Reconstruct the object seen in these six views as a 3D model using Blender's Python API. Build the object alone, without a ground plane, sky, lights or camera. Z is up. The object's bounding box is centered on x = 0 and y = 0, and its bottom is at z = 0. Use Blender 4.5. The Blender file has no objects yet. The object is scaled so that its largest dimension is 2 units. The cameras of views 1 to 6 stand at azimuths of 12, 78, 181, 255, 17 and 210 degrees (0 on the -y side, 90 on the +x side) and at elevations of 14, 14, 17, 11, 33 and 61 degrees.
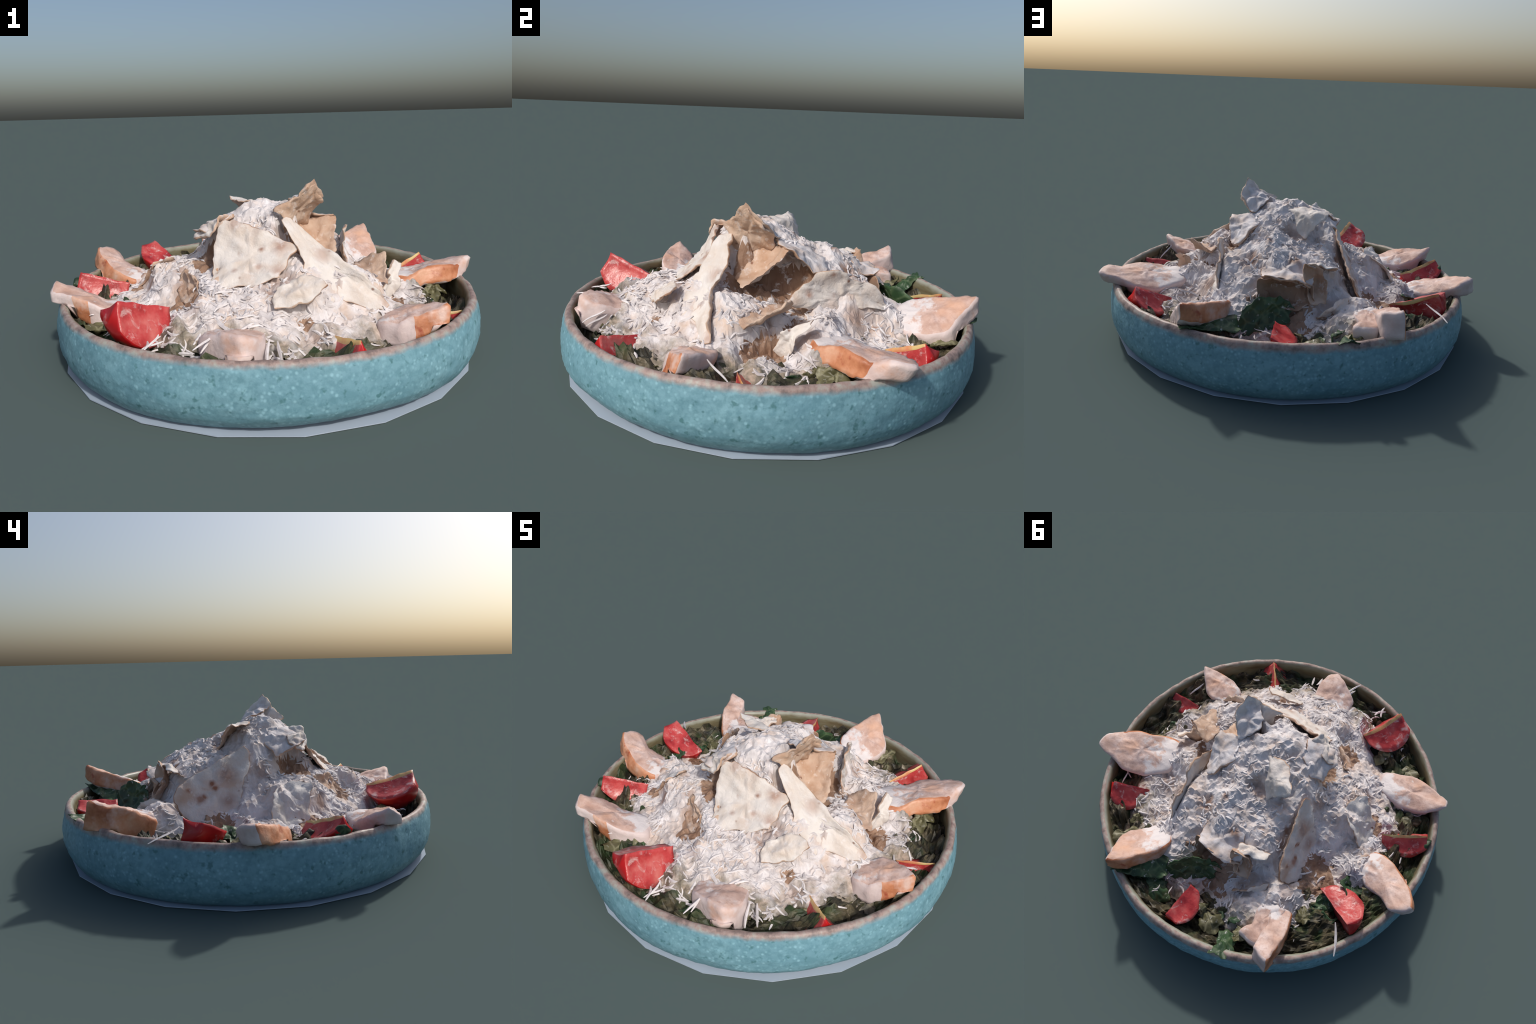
import bpy, math, random
import numpy as np
from mathutils import Vector, noise
from mathutils.geometry import delaunay_2d_cdt

random.seed(7)
RNG = np.random.default_rng(11)

# ------------------------------------------------------------------ helpers
ROOT = bpy.data.objects.new("bowl_of_salad", None)
bpy.context.scene.collection.objects.link(ROOT)
ROOT["label"] = "chicken salad with cheese, tomato and crisps in a teal bowl"
ROOT["category"] = "food"


def make(name, verts, faces, mats, face_mats=None, smooth=True, parent=ROOT, stuff=False):
    me = bpy.data.meshes.new(name)
    me.from_pydata([tuple(map(float, v)) for v in verts], [], faces)
    for m in mats:
        me.materials.append(m)
    if face_mats is not None:
        me.polygons.foreach_set("material_index", list(face_mats))
    me.polygons.foreach_set("use_smooth", [smooth] * len(me.polygons))
    me.update()
    ob = bpy.data.objects.new(name, me)
    bpy.context.scene.collection.objects.link(ob)
    ob.parent = parent
    if stuff:
        ob["kind"] = "stuff"
    return ob


def fbm(p, scale, octaves=3, seed=0.0):
    v = Vector((p[0] * scale + seed, p[1] * scale - seed * 0.7, p[2] * scale + seed * 1.3))
    return noise.fractal(v, 1.0, 2.0, octaves, noise_basis="PERLIN_ORIGINAL")


# ------------------------------------------------------------------ materials
class Mat:
    """small wrapper that builds a procedural node material"""

    def __init__(self, name, rough=0.6, spec=0.3):
        self.m = bpy.data.materials.new(name)
        self.m.use_nodes = True
        self.t = self.m.node_tree
        self.b = self.t.nodes["Principled BSDF"]
        self.b.inputs["Roughness"].default_value = rough
        self.b.inputs["Specular IOR Level"].default_value = spec
        self.tc = self.t.nodes.new("ShaderNodeTexCoord")
        self.geo = self.t.nodes.new("ShaderNodeNewGeometry")

    def link(self, a, b):
        self.t.links.new(a, b)

    def noise(self, scale, detail=3, rough=0.55, distort=0.0, stretch=None, offset=(0, 0, 0)):
        n = self.t.nodes.new("ShaderNodeTexNoise")
        n.inputs["Scale"].default_value = scale
        n.inputs["Detail"].default_value = detail
        n.inputs["Roughness"].default_value = rough
        n.inputs["Distortion"].default_value = distort
        mp = self.t.nodes.new("ShaderNodeMapping")
        mp.inputs["Location"].default_value = offset
        if stretch:
            mp.inputs["Scale"].default_value = stretch
        self.link(self.tc.outputs["Object"], mp.inputs["Vector"])
        self.link(mp.outputs["Vector"], n.inputs["Vector"])
        return n.outputs["Fac"]

    def voronoi(self, scale, feature="F1", rand=1.0):
        n = self.t.nodes.new("ShaderNodeTexVoronoi")
        n.feature = feature
        n.inputs["Scale"].default_value = scale
        n.inputs["Randomness"].default_value = rand
        self.link(self.tc.outputs["Object"], n.inputs["Vector"])
        return n

    def ramp(self, fac, stops, interp="LINEAR"):
        r = self.t.nodes.new("ShaderNodeValToRGB")
        r.color_ramp.interpolation = interp
        e = r.color_ramp.elements
        while len(e) > 1:
            e.remove(e[0])
        for i, (pos, col) in enumerate(stops):
            c = (col, col, col, 1) if isinstance(col, (int, float)) else (*col, 1)
            if i == 0:
                e[0].position, e[0].color = pos, c
            else:
                el = e.new(pos)
                el.color = c
        self.link(fac, r.inputs["Fac"])
        return r.outputs["Color"]

    def mix(self, fac, a, b, mode="MIX"):
        n = self.t.nodes.new("ShaderNodeMix")
        n.data_type = "RGBA"
        n.blend_type = mode
        for val, sock in ((fac, n.inputs[0]), (a, n.inputs[6]), (b, n.inputs[7])):
            if hasattr(val, "node"):
                self.link(val, sock)
            elif isinstance(val, (int, float)):
                sock.default_value = val
            else:
                sock.default_value = (*val, 1)
        return n.outputs[2]

    def math(self, op, a, b=0.0):
        n = self.t.nodes.new("ShaderNodeMath")
        n.operation = op
        for val, sock in ((a, n.inputs[0]), (b, n.inputs[1])):
            if hasattr(val, "node"):
                self.link(val, sock)
            else:
                sock.default_value = val
        return n.outputs[0]

    def xyz(self):
        s = self.t.nodes.new("ShaderNodeSeparateXYZ")
        self.link(self.tc.outputs["Object"], s.inputs[0])
        return s.outputs

    def rnd(self):
        return self.t.nodes.new("ShaderNodeObjectInfo").outputs["Random"]

    def spots(self, places, wobble):
        """mask of soft irregular spots round given places"""
        nz = self.t.nodes.new("ShaderNodeTexNoise")
        nz.inputs["Scale"].default_value = 26
        nz.inputs["Detail"].default_value = 3
        self.link(self.tc.outputs["Object"], nz.inputs["Vector"])
        sc = self.t.nodes.new("ShaderNodeVectorMath")
        sc.operation = "MULTIPLY_ADD"
        sc.inputs[1].default_value = (wobble,) * 3
        sc.inputs[2].default_value = (-wobble / 2,) * 3
        self.link(nz.outputs["Color"], sc.inputs[0])
        ad = self.t.nodes.new("ShaderNodeVectorMath")
        ad.operation = "ADD"
        self.link(self.tc.outputs["Object"], ad.inputs[0])
        self.link(sc.outputs[0], ad.inputs[1])
        total = None
        for x, y, z, r, k in places:
            d = self.t.nodes.new("ShaderNodeVectorMath")
            d.operation = "DISTANCE"
            self.link(ad.outputs[0], d.inputs[0])
            d.inputs[1].default_value = (x, y, z)
            f = self.t.nodes.new("ShaderNodeMapRange")
            f.inputs["From Min"].default_value = r * 0.35 + 0.003
            f.inputs["From Max"].default_value = r * 1.3 + 0.007
            f.inputs["To Min"].default_value = k
            f.inputs["To Max"].default_value = 0.0
            self.link(d.outputs["Value"], f.inputs["Value"])
            total = f.outputs[0] if total is None else self.math("MAXIMUM", total, f.outputs[0])
        return total

    def color(self, c):
        self.link(c, self.b.inputs["Base Color"])

    def bump(self, h, strength=0.3, dist=0.01):
        n = self.t.nodes.new("ShaderNodeBump")
        n.inputs["Strength"].default_value = strength
        n.inputs["Distance"].default_value = dist
        self.link(h, n.inputs["Height"])
        self.link(n.outputs["Normal"], self.b.inputs["Normal"])


def mat_glaze():
    m = Mat("teal_glaze", 0.45, 0.35)
    base = m.ramp(m.noise(5, 4), [(0.3, (0.150, 0.310, 0.385)), (0.7, (0.215, 0.405, 0.475))])
    mott = m.noise(38, 3, 0.6)
    c = m.mix(m.ramp(mott, [(0.42, 0.0), (0.62, 0.55)]), base, (0.105, 0.245, 0.30))
    v = m.voronoi(52)
    spots = m.ramp(v.outputs["Distance"], [(0.15, 1.0), (0.45, 0.0)])
    gate = m.ramp(m.noise(22, 2), [(0.42, 0.0), (0.60, 0.7)])
    c = m.mix(m.math("MULTIPLY", spots, gate), c, (0.31, 0.55, 0.64))
    pits = m.ramp(m.noise(30, 2, offset=(3, 1, 2)), [(0.62, 0.0), (0.72, 0.75)])
    c = m.mix(pits, c, (0.06, 0.17, 0.185))
    # olive cast where the glaze thins near the foot
    z = m.xyz()[2]
    foot = m.ramp(m.math("ADD", z, m.math("MULTIPLY", m.noise(9, 3), 0.05)), [(0.03, 0.5), (0.10, 0.0)])
    c = m.mix(foot, c, (0.13, 0.25, 0.255))
    # the glaze runs thin towards the bare lip
    lip = m.ramp(m.math("ADD", z, m.math("MULTIPLY", m.noise(17, 4, 0.6), 0.022)), [(0.262, 0.0), (0.280, 1.0)])
    clay = m.ramp(m.noise(24, 4, 0.6), [(0.32, (0.17, 0.13, 0.12)), (0.5, (0.34, 0.25, 0.225)), (0.68, (0.38, 0.38, 0.34))])
    c = m.mix(lip, c, clay)
    m.color(c)
    m.bump(m.noise(60, 4), 0.25, 0.006)
    return m.m


def mat_lip():
    m = Mat("bare_clay_lip", 0.55, 0.3)
    c = m.ramp(m.noise(24, 4, 0.6), [(0.32, (0.18, 0.13, 0.115)), (0.5, (0.34, 0.25, 0.22)), (0.68, (0.38, 0.38, 0.33))])
    m.color(c)
    m.bump(m.noise(50, 4), 0.3, 0.006)
    return m.m


def mat_inside():
    m = Mat("inner_glaze", 0.4, 0.4)
    c = m.ramp(m.noise(6, 4, 0.6, stretch=(1, 1, 5)), [(0.3, (0.12, 0.085, 0.045)), (0.5, (0.165, 0.145, 0.085)), (0.7, (0.20, 0.20, 0.14))])
    z = m.xyz()[2]
    edge = m.ramp(m.math("ADD", z, m.math("MULTIPLY", m.noise(14, 4, 0.6), 0.03)), [(0.278, 0.0), (0.300, 0.8)])
    c = m.mix(edge, c, (0.36, 0.38, 0.33))
    m.color(c)
    return m.m


def mat_sheet():
    m = Mat("pale_sheet", 0.7, 0.2)
    m.color(m.ramp(m.noise(3, 2), [(0.3, (0.36, 0.43, 0.52)), (0.7, (0.39, 0.46, 0.55))]))
    return m.m


BROWN_PATCHES = [
    # brown and dark patches on the cheese layer: place, radius, strength
    (-0.026, 0.393, 0.475, 0.030, 0.9), (0.194, 0.333, 0.455, 0.050, 0.9), (0.11, 0.275, 0.552, 0.022, 0.8), (0.155, 0.410, 0.425, 0.028, 0.7), (0.01, 0.135, 0.55, 0.045, 0.6), (-0.03, 0.15, 0.55, 0.04, 0.6),
    (0.06, 0.09, 0.61, 0.03, 0.5), (-0.30, -0.37, 0.36, 0.06, 0.9), (-0.50, -0.24, 0.32, 0.05, 0.8), (-0.25, 0.30, 0.43, 0.05, 0.6), (-0.30, 0.0, 0.44, 0.05, 0.6), (-0.44, -0.13, 0.40, 0.04, 0.4),
    (0.10, -0.32, 0.60, 0.06, 0.6), (0.15, -0.45, 0.42, 0.05, 0.7), (0.40, 0.30, 0.30, 0.06, 0.6), (0.60, 0.05, 0.30, 0.06, 0.6), (0.55, 0.26, 0.26, 0.05, 0.6), (-0.34, -0.27, 0.40, 0.03, 0.6), (0.33, -0.63, 0.24, 0.05, 0.6), (-0.40, 0.50, 0.32, 0.05, 0.5),
]


def mat_cheese(name="grated_cheese", fringe=True):
    m = Mat(name, 0.6, 0.25)
    c = m.ramp(m.noise(14, 4, 0.6), [(0.3, (0.50, 0.455, 0.45)), (0.5, (0.67, 0.63, 0.63)), (0.7, (0.77, 0.74, 0.75))])
    if fringe:
        tan = m.ramp(m.noise(8, 4, 0.65, offset=(4, 2, 0)), [(0.45, 0.0), (0.68, 0.75)])
        c = m.mix(tan, c, (0.60, 0.45, 0.35))
        brown = m.ramp(m.noise(7.5, 3, 0.6, 0.3, offset=(1, 7, 3)), [(0.62, 0.0), (0.74, 0.8)])
        c = m.mix(brown, c, (0.31, 0.175, 0.115))
        c = m.mix(m.spots(BROWN_PATCHES, 0.07), c, (0.30, 0.165, 0.105))
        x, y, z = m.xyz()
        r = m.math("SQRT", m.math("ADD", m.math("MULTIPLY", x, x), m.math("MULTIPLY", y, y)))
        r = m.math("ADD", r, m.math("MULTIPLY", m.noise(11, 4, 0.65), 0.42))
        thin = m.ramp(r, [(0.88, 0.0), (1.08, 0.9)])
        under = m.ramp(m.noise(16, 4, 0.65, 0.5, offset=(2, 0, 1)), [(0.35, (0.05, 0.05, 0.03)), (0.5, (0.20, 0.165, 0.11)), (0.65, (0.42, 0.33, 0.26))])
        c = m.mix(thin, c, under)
    m.color(c)
    m.bump(m.noise(95, 4, 0.65), 0.4, 0.006)
    return m.m


SCORCH = [
    # place of a scorch mark, radius, strength
    (-0.035, -0.333, 0.492, 0.011, 1.0), (0.055, -0.349, 0.525, 0.012, 0.9), (0.140, -0.345, 0.540, 0.042, 0.75), (-0.052, -0.405, 0.433, 0.010, 0.6), (0.053, -0.401, 0.455, 0.012, 0.6), (-0.077, -0.276, 0.616, 0.030, 0.6),
    (0.142, -0.421, 0.436, 0.030, 0.7), (0.309, -0.311, 0.493, 0.036, 0.55), (0.585, -0.368, 0.320, 0.030, 0.7), (-0.02, -0.486, 0.39, 0.012, 0.8),
    (-0.313, 0.180, 0.445, 0.050, 0.75), (-0.315, 0.255, 0.406, 0.013, 1.0), (-0.324, 0.240, 0.385, 0.013, 1.0), (-0.361, 0.183, 0.325, 0.036, 0.7), (-0.350, 0.320, 0.340, 0.026, 0.9), (-0.345, 0.300, 0.350, 0.014, 1.0),
    (-0.34, 0.376, 0.387, 0.010, 0.8), (-0.35, 0.315, 0.275, 0.014, 1.0), (-0.36, 0.37, 0.25, 0.018, 0.7),
    (0.39, 0.195, 0.499, 0.013, 0.8), (0.39, 0.094, 0.419, 0.018, 1.0), (0.39, 0.215, 0.407, 0.015, 1.0), (0.39, 0.241, 0.421, 0.010, 0.8), (0.39, 0.355, 0.425, 0.016, 0.7), (0.42, 0.20, 0.362, 0.05, 0.6),
]


def mat_crisp(name, base, tan, rim, amount, marks=True):
    m = Mat(name, 0.6, 0.25)
    c = m.ramp(m.noise(10, 3), [(0.3, tan), (0.6, base)])
    big = m.ramp(m.noise(5.0, 2, 0.4, offset=(2.3, 1.1, 0.4)), [(0.66 - amount, 0.0), (0.80 - amount * 0.6, 0.7)])
    c = m.mix(big, c, rim)
    v = m.voronoi(21)
    dots = m.ramp(v.outputs["Distance"], [(0.08, 0.85), (0.20, 0.0)])
    gate = m.ramp(m.noise(7, 1, offset=(9, 3, 1)), [(0.54, 0.0), (0.60, 1.0)])
    c = m.mix(m.math("MULTIPLY", dots, gate), c, (0.21, 0.085, 0.045))
    if marks:
        total = m.spots(SCORCH, 0.022)
        c = m.mix(m.ramp(total, [(0.0, 0.0), (0.5, 0.35), (1.0, 0.9)]), c, (0.30, 0.12, 0.06))
    dust = m.ramp(m.noise(24, 4, 0.65, offset=(0, 5, 5)), [(0.56, 0.0), (0.68, 0.55)])
    c = m.mix(dust, c, (0.74, 0.71, 0.70))
    m.color(c)
    m.bump(m.noise(45, 5, 0.65), 0.5, 0.010)
    return m.m


def mat_flesh():
    m = Mat("chicken_flesh", 0.55, 0.3)
    c = m.ramp(m.noise(11, 4, 0.6), [(0.3, (0.48, 0.30, 0.235)), (0.5, (0.61, 0.43, 0.365)), (0.72, (0.71, 0.57, 0.53))])
    pores = m.ramp(m.noise(70, 2, 0.6), [(0.36, 0.55), (0.46, 0.0)])
    c = m.mix(pores, c, (0.50, 0.32, 0.27))
    warm = m.ramp(m.noise(6, 2, offset=(5, 5, 5)), [(0.55, 0.0), (0.7, 0.6)])
    c = m.mix(warm, c, (0.70, 0.38, 0.23))
    x, y, z = m.xyz()
    r = m.math("SQRT", m.math("ADD", m.math("MULTIPLY", x, x), m.math("MULTIPLY", y, y)))
    r = m.math("ADD", r, m.math("MULTIPLY", m.noise(13, 4, 0.65), 0.5))
    c = m.mix(m.ramp(r, [(0.95, 0.9), (1.12, 0.0)]), c, (0.72, 0.68, 0.68))
    m.color(c)
    m.bump(m.noise(60, 4, 0.6), 0.4, 0.006)
    return m.m


def mat_pale_side():
    m = Mat("chicken_cut_side", 0.5, 0.3)
    c = m.ramp(m.noise(9, 4, 0.6), [(0.3, (0.57, 0.43, 0.40)), (0.6, (0.69, 0.58, 0.56))])
    warm = m.ramp(m.noise(8, 4, 0.6, offset=(5, 1, 5)), [(0.56, 0.0), (0.72, 0.6)])
    c = m.mix(warm, c, (0.60, 0.32, 0.20))
    m.color(c)
    m.bump(m.noise(40, 4, 0.6), 0.35, 0.008)
    return m.m


def mat_skin():
    m = Mat("roasted_skin", 0.42, 0.4)
    c = m.ramp(m.noise(9, 4, 0.6), [(0.28, (0.33, 0.10, 0.04)), (0.48, (0.56, 0.235, 0.12)), (0.7, (0.68, 0.40, 0.27))])
    red = m.ramp(m.noise(16, 3, offset=(1, 2, 9)), [(0.62, 0.0), (0.72, 0.8)])
    c = m.mix(red, c, (0.33, 0.05, 0.025))
    pale = m.ramp(m.noise(6.5, 4, 0.65, offset=(8, 1, 1)), [(0.52, 0.0), (0.66, 0.75)])
    c = m.mix(pale, c, (0.68, 0.52, 0.46))
    m.color(c)
    m.bump(m.noise(35, 4, 0.6), 0.35, 0.008)
    return m.m


def mat_tomato_skin():
    m = Mat("tomato_skin", 0.28, 0.5)
    c = m.ramp(m.noise(8, 3), [(0.3, (0.33, 0.008, 0.012)), (0.6, (0.52, 0.014, 0.016)), (0.8, (0.60, 0.06, 0.03))])
    dust = m.ramp(m.noise(16, 5, 0.7, 0.6, offset=(7, 7, 0)), [(0.62, 0.0), (0.76, 0.5)])
    c = m.mix(dust, c, (0.66, 0.50, 0.48))
    m.color(c)
    return m.m


def mat_tomato_flesh():
    m = Mat("tomato_flesh", 0.35, 0.45)
    c = m.ramp(m.noise(12, 3, 0.6), [(0.3, (0.30, 0.018, 0.022)), (0.5, (0.50, 0.055, 0.055)), (0.75, (0.60, 0.17, 0.15))])
    dust = m.ramp(m.noise(17, 5, 0.7, 0.6), [(0.54, 0.0), (0.68, 0.7)])
    c = m.mix(dust, c, (0.70, 0.55, 0.53))
    m.color(c)
    m.bump(m.noise(40, 3), 0.4, 0.008)
    return m.m


def mat_core():
    m = Mat("tomato_core", 0.4, 0.4)
    m.color(m.ramp(m.noise(14, 3), [(0.35, (0.60, 0.22, 0.10)), (0.6, (0.62, 0.47, 0.20))]))
    return m.m


def mat_leaf(name, dark, light, rib):
    m = Mat(name, 0.45, 0.35)
    c = m.ramp(m.noise(9, 4, 0.6, 0.4), [(0.3, dark), (0.65, light)])
    veins = m.ramp(m.voronoi(13, "DISTANCE_TO_EDGE").outputs["Distance"], [(0.0, 0.6), (0.09, 0.0)])
    c = m.mix(veins, c, rib)
    bits = m.ramp(m.noise(42, 4, 0.65), [(0.62, 0.0), (0.70, 0.7)])
    c = m.mix(bits, c, (0.60, 0.60, 0.58))
    m.color(c)
    m.bump(m.noise(20, 3), 0.4, 0.01)
    return m.m


def mat_bed():
    m = Mat("dressed_greens", 0.5, 0.35)
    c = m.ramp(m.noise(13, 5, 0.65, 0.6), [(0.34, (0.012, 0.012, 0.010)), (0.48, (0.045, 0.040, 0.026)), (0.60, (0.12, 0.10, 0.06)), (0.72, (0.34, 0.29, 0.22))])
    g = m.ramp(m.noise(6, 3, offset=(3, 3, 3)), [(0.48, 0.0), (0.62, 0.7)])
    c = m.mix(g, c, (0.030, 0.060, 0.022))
    m.color(c)
    m.bump(m.noise(40, 4), 0.5, 0.01)
    return m.m


GLAZE, LIP, INSIDE, SHEET = mat_glaze(), mat_lip(), mat_inside(), mat_sheet()
CHEESE = mat_cheese()
SHRED = mat_cheese("cheese_strand", False)
CRISP = mat_crisp("flatbread_pale", (0.71, 0.665, 0.63), (0.63, 0.54, 0.47), (0.47, 0.27, 0.16), 0.08)
SHADE_DARKENED = mat_crisp("flatbread_shade_darkened", (0.36, 0.235, 0.165), (0.24, 0.135, 0.085), (0.13, 0.06, 0.035), 0.14, False)  # flatbread browns lowered to bake in the darkness inside the hollows
CRISP_BROWN = mat_crisp("flatbread_toasted", (0.62, 0.47, 0.37), (0.46, 0.28, 0.18), (0.24, 0.105, 0.055), 0.17, False)
FLESH, PALE, SKIN = mat_flesh(), mat_pale_side(), mat_skin()
TSKIN, TFLESH, TCORE = mat_tomato_skin(), mat_tomato_flesh(), mat_core()
LEAF = mat_leaf("green_lettuce", (0.016, 0.034, 0.018), (0.045, 0.095, 0.04), (0.12, 0.17, 0.085))
LEAF_LIGHT = mat_leaf("yellow_lettuce", (0.045, 0.042, 0.020), (0.16, 0.15, 0.075), (0.34, 0.32, 0.20))
BED = mat_bed()

# ------------------------------------------------------------------ bowl
CX, CY = 0.009, -0.002


def bowl():
    # (radius, height, material) from the foot outside, over the lip, to the floor inside
    prof = [(0.00, 0.006, 0), (0.90, 0.006, 0), (0.930, 0.010, 0), (0.950, 0.028, 0), (0.968, 0.056, 0), (0.980, 0.085, 0), (0.986, 0.12, 0),
            (0.987, 0.155, 0), (0.984, 0.19, 0), (0.978, 0.225, 0), (0.972, 0.25, 0), (0.967, 0.266, 0), (0.960, 0.279, 0), (0.950, 0.284, 1),
            (0.940, 0.281, 2), (0.931, 0.272, 2), (0.926, 0.25, 2), (0.924, 0.20, 2), (0.92, 0.15, 2), (0.90, 0.10, 2), (0.80, 0.06, 2), (0.0, 0.055, 2)]
    dense = []
    for (r0, z0, m0), (r1, z1, m1) in zip(prof[:-1], prof[1:]):
        k = 3 if 0.02 < z0 < 0.26 and r0 > 0.9 else 1
        for i in range(k):
            dense.append((r0 + (r1 - r0) * i / k, z0 + (z1 - z0) * i / k, m0))
    dense.append(prof[-1])
    n = 300
    verts, faces, fm = [], [], []
    for r, z, _ in dense:
        for j in range(n):
            a = 2 * math.pi * j / n
            ca, sa = math.cos(a), math.sin(a)
            p = (ca * r, sa * r, z)
            w = fbm(p, 3.0, 2, 4.0) * 0.006 + fbm(p, 22, 3, 9.0) * 0.0035
            # the foot sits a little high at the front right
            lift = 0.022 * math.exp(-((a - math.radians(298)) / 0.42) ** 2) * max(0.0, 1 - z / 0.10) if r > 0.5 and z < 0.1 else 0
            rr = r + (w if r > 0.3 else 0)
            dz = fbm(p, 9, 2, 2.0) * 0.005 if z > 0.26 else 0
            tilt = 0.008 * sa * r * min(1, z / 0.25)
            verts.append((CX + ca * rr, CY + sa * rr, z + lift + dz + tilt))
    for i in range(len(dense) - 1):
        for j in range(n):
            k = (j + 1) % n
            faces.append((i * n + j, i * n + k, (i + 1) * n + k, (i + 1) * n + j))
            fm.append(dense[i][2])
    make("bowl", verts, faces, [GLAZE, LIP, INSIDE], fm, True)


bowl()


def base_sheet():
    v, top = [], []
    for z in (0.0, 0.004):
        for j in range(20):
            a = math.radians(18 * j)
            v.append((0.008 + 0.9635 * math.cos(a), -0.008 + 0.9635 * math.sin(a), z))
    f = [tuple(range(19, -1, -1)), tuple(range(20, 40))] + [(j, (j + 1) % 20, 20 + (j + 1) % 20, 20 + j) for j in range(20)]
    make("base_sheet", v, f, [SHEET], None, False)


base_sheet()

# ------------------------------------------------------------------ dressed greens at the bottom of the bowl


def greens():
    nr, na = 60, 190
    verts, faces = [(0, 0, 0.15)], []
    for i in range(1, nr + 1):
        r = 0.30 + 0.625 * i / nr
        for j in range(na):
            a = 2 * math.pi * (j + 0.5 * (i % 2)) / na
            p = (r * math.cos(a), r * math.sin(a), 0)
            z = 0.212 + fbm(p, 7, 3, 3.3) * 0.08 + fbm(p, 24, 3, 8.8) * 0.045
            for px_, py_, pr_, dz_ in ((0.30, -0.80, 0.11, -0.065), (0.86, -0.13, 0.11, -0.055), (0.67, -0.59, 0.08, -0.06), (0.58, 0.52, 0.09, -0.06), (-0.15, 0.82, 0.09, -0.045), (0.18, 0.80, 0.08, -0.05), (-0.31, -0.83, 0.09, 0.035), (-0.60, -0.70, 0.08, -0.03)):
                z += dz_ * math.exp(-((p[0] - px_) ** 2 + (p[1] - py_) ** 2) / (pr_ * pr_))
            z -= 0.045 * min(1.0, max(0.0, (0.76 - r) / 0.12))
            verts.append((CX + p[0], CY + p[1], z))
    for j in range(na):
        faces.append((0, 1 + j, 1 + (j + 1) % na))
    for i in range(nr - 1):
        for j in range(na):
            a, b = 1 + i * na + j, 1 + i * na + (j + 1) % na
            faces.append((a, a + na, b + na, b))
    ob = make("lettuce_bed", verts, faces, [BED], None, False, stuff=True)


greens()

# ------------------------------------------------------------------ the cheese-covered heap
# fold points (ridges, creases and hollows) of the heaped sheets, region by region
FOLDS = {}
# crest and the top plateau
FOLDS["crest"] = [
    (0.165, -0.165, 0.695), (0.15, -0.14, 0.712), (0.08, -0.10, 0.706), (0.0, -0.10, 0.694), (-0.12, -0.15, 0.640), (-0.20, -0.11, 0.610),
    (0.10, -0.205, 0.665), (0.09, -0.162, 0.687), (0.01, -0.159, 0.672), (0.005, -0.205, 0.640), (0.06, -0.245, 0.635), (-0.08, -0.225, 0.638), (0.0, 0.03, 0.652), (-0.06, 0.05, 0.625), (0.10, -0.02, 0.670), (0.05, 0.02, 0.660),
    (0.17, -0.07, 0.655), (0.21, -0.02, 0.62), (0.165, -0.12, 0.52), (0.15, -0.20, 0.48), (-0.14, 0.0, 0.615), (-0.22, 0.02, 0.575),
]
# back slope with its lumps and pits
FOLDS["back_slope"] = [
    (-0.02, 0.10, 0.60), (0.012, 0.145, 0.545), (0.05, 0.11, 0.605), (0.08, 0.17, 0.575), (0.11, 0.25, 0.558), (0.10, 0.29, 0.552), (0.13, 0.22, 0.515), (0.09, 0.34, 0.522), (0.08, 0.42, 0.480),
    (-0.03, 0.20, 0.535), (-0.075, 0.17, 0.535), (-0.07, 0.26, 0.510), (-0.05, 0.33, 0.500), (-0.026, 0.393, 0.472), (0.02, 0.36, 0.510), (0.19, 0.10, 0.580), (0.21, 0.20, 0.530),
    (0.20, 0.04, 0.59), (0.20, 0.27, 0.505), (0.195, 0.33, 0.458), (0.155, 0.33, 0.50), (0.145, 0.41, 0.430), (0.07, 0.44, 0.465), (0.02, 0.44, 0.460),
    (-0.07, 0.44, 0.450), (-0.13, 0.42, 0.45), (-0.17, 0.37, 0.47), (-0.15, 0.28, 0.505), (-0.17, 0.15, 0.525), (-0.21, 0.22, 0.50), (-0.14, 0.09, 0.545),
    (-0.25, 0.33, 0.445), (-0.20, 0.31, 0.495), (-0.22, 0.42, 0.38),
]
# lower sheet between the ledge and the upright crisp on the right
FOLDS["lower_sheet"] = [
    (0.17, 0.45, 0.39), (0.156, 0.505, 0.345), (0.144, 0.553, 0.290), (0.26, 0.38, 0.415), (0.33, 0.38, 0.425), (0.26, 0.46, 0.385), (0.33, 0.46, 0.36), (0.26, 0.53, 0.335), (0.34, 0.52, 0.32),
    (0.28, 0.28, 0.462), (0.335, 0.28, 0.462), (0.28, 0.17, 0.48), (0.34, 0.21, 0.46), (0.26, 0.05, 0.38), (0.32, 0.08, 0.35), (0.36, 0.16, 0.39),
]
# back foot below the ledge
FOLDS["back_foot"] = [
    (0.07, 0.47, 0.33), (0.08, 0.545, 0.27), (0.0, 0.48, 0.31), (-0.05, 0.535, 0.28), (-0.12, 0.515, 0.30), (0.05, 0.59, 0.22), (0.0, 0.68, 0.18), (-0.10, 0.62, 0.21), (-0.20, 0.50, 0.26),
    (-0.27, 0.49, 0.28), (-0.32, 0.455, 0.33), (-0.32, 0.54, 0.335), (-0.40, 0.50, 0.34), (-0.33, 0.60, 0.315), (-0.44, 0.60, 0.29), (0.30, 0.58, 0.31), (0.38, 0.62, 0.29), (0.23, 0.61, 0.305), (0.12, 0.70, 0.20), (-0.12, 0.75, 0.20),
    (-0.33, 0.72, 0.27), (-0.24, 0.67, 0.285), (0.42, 0.52, 0.26), (-0.50, 0.52, 0.20),
]
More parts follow.
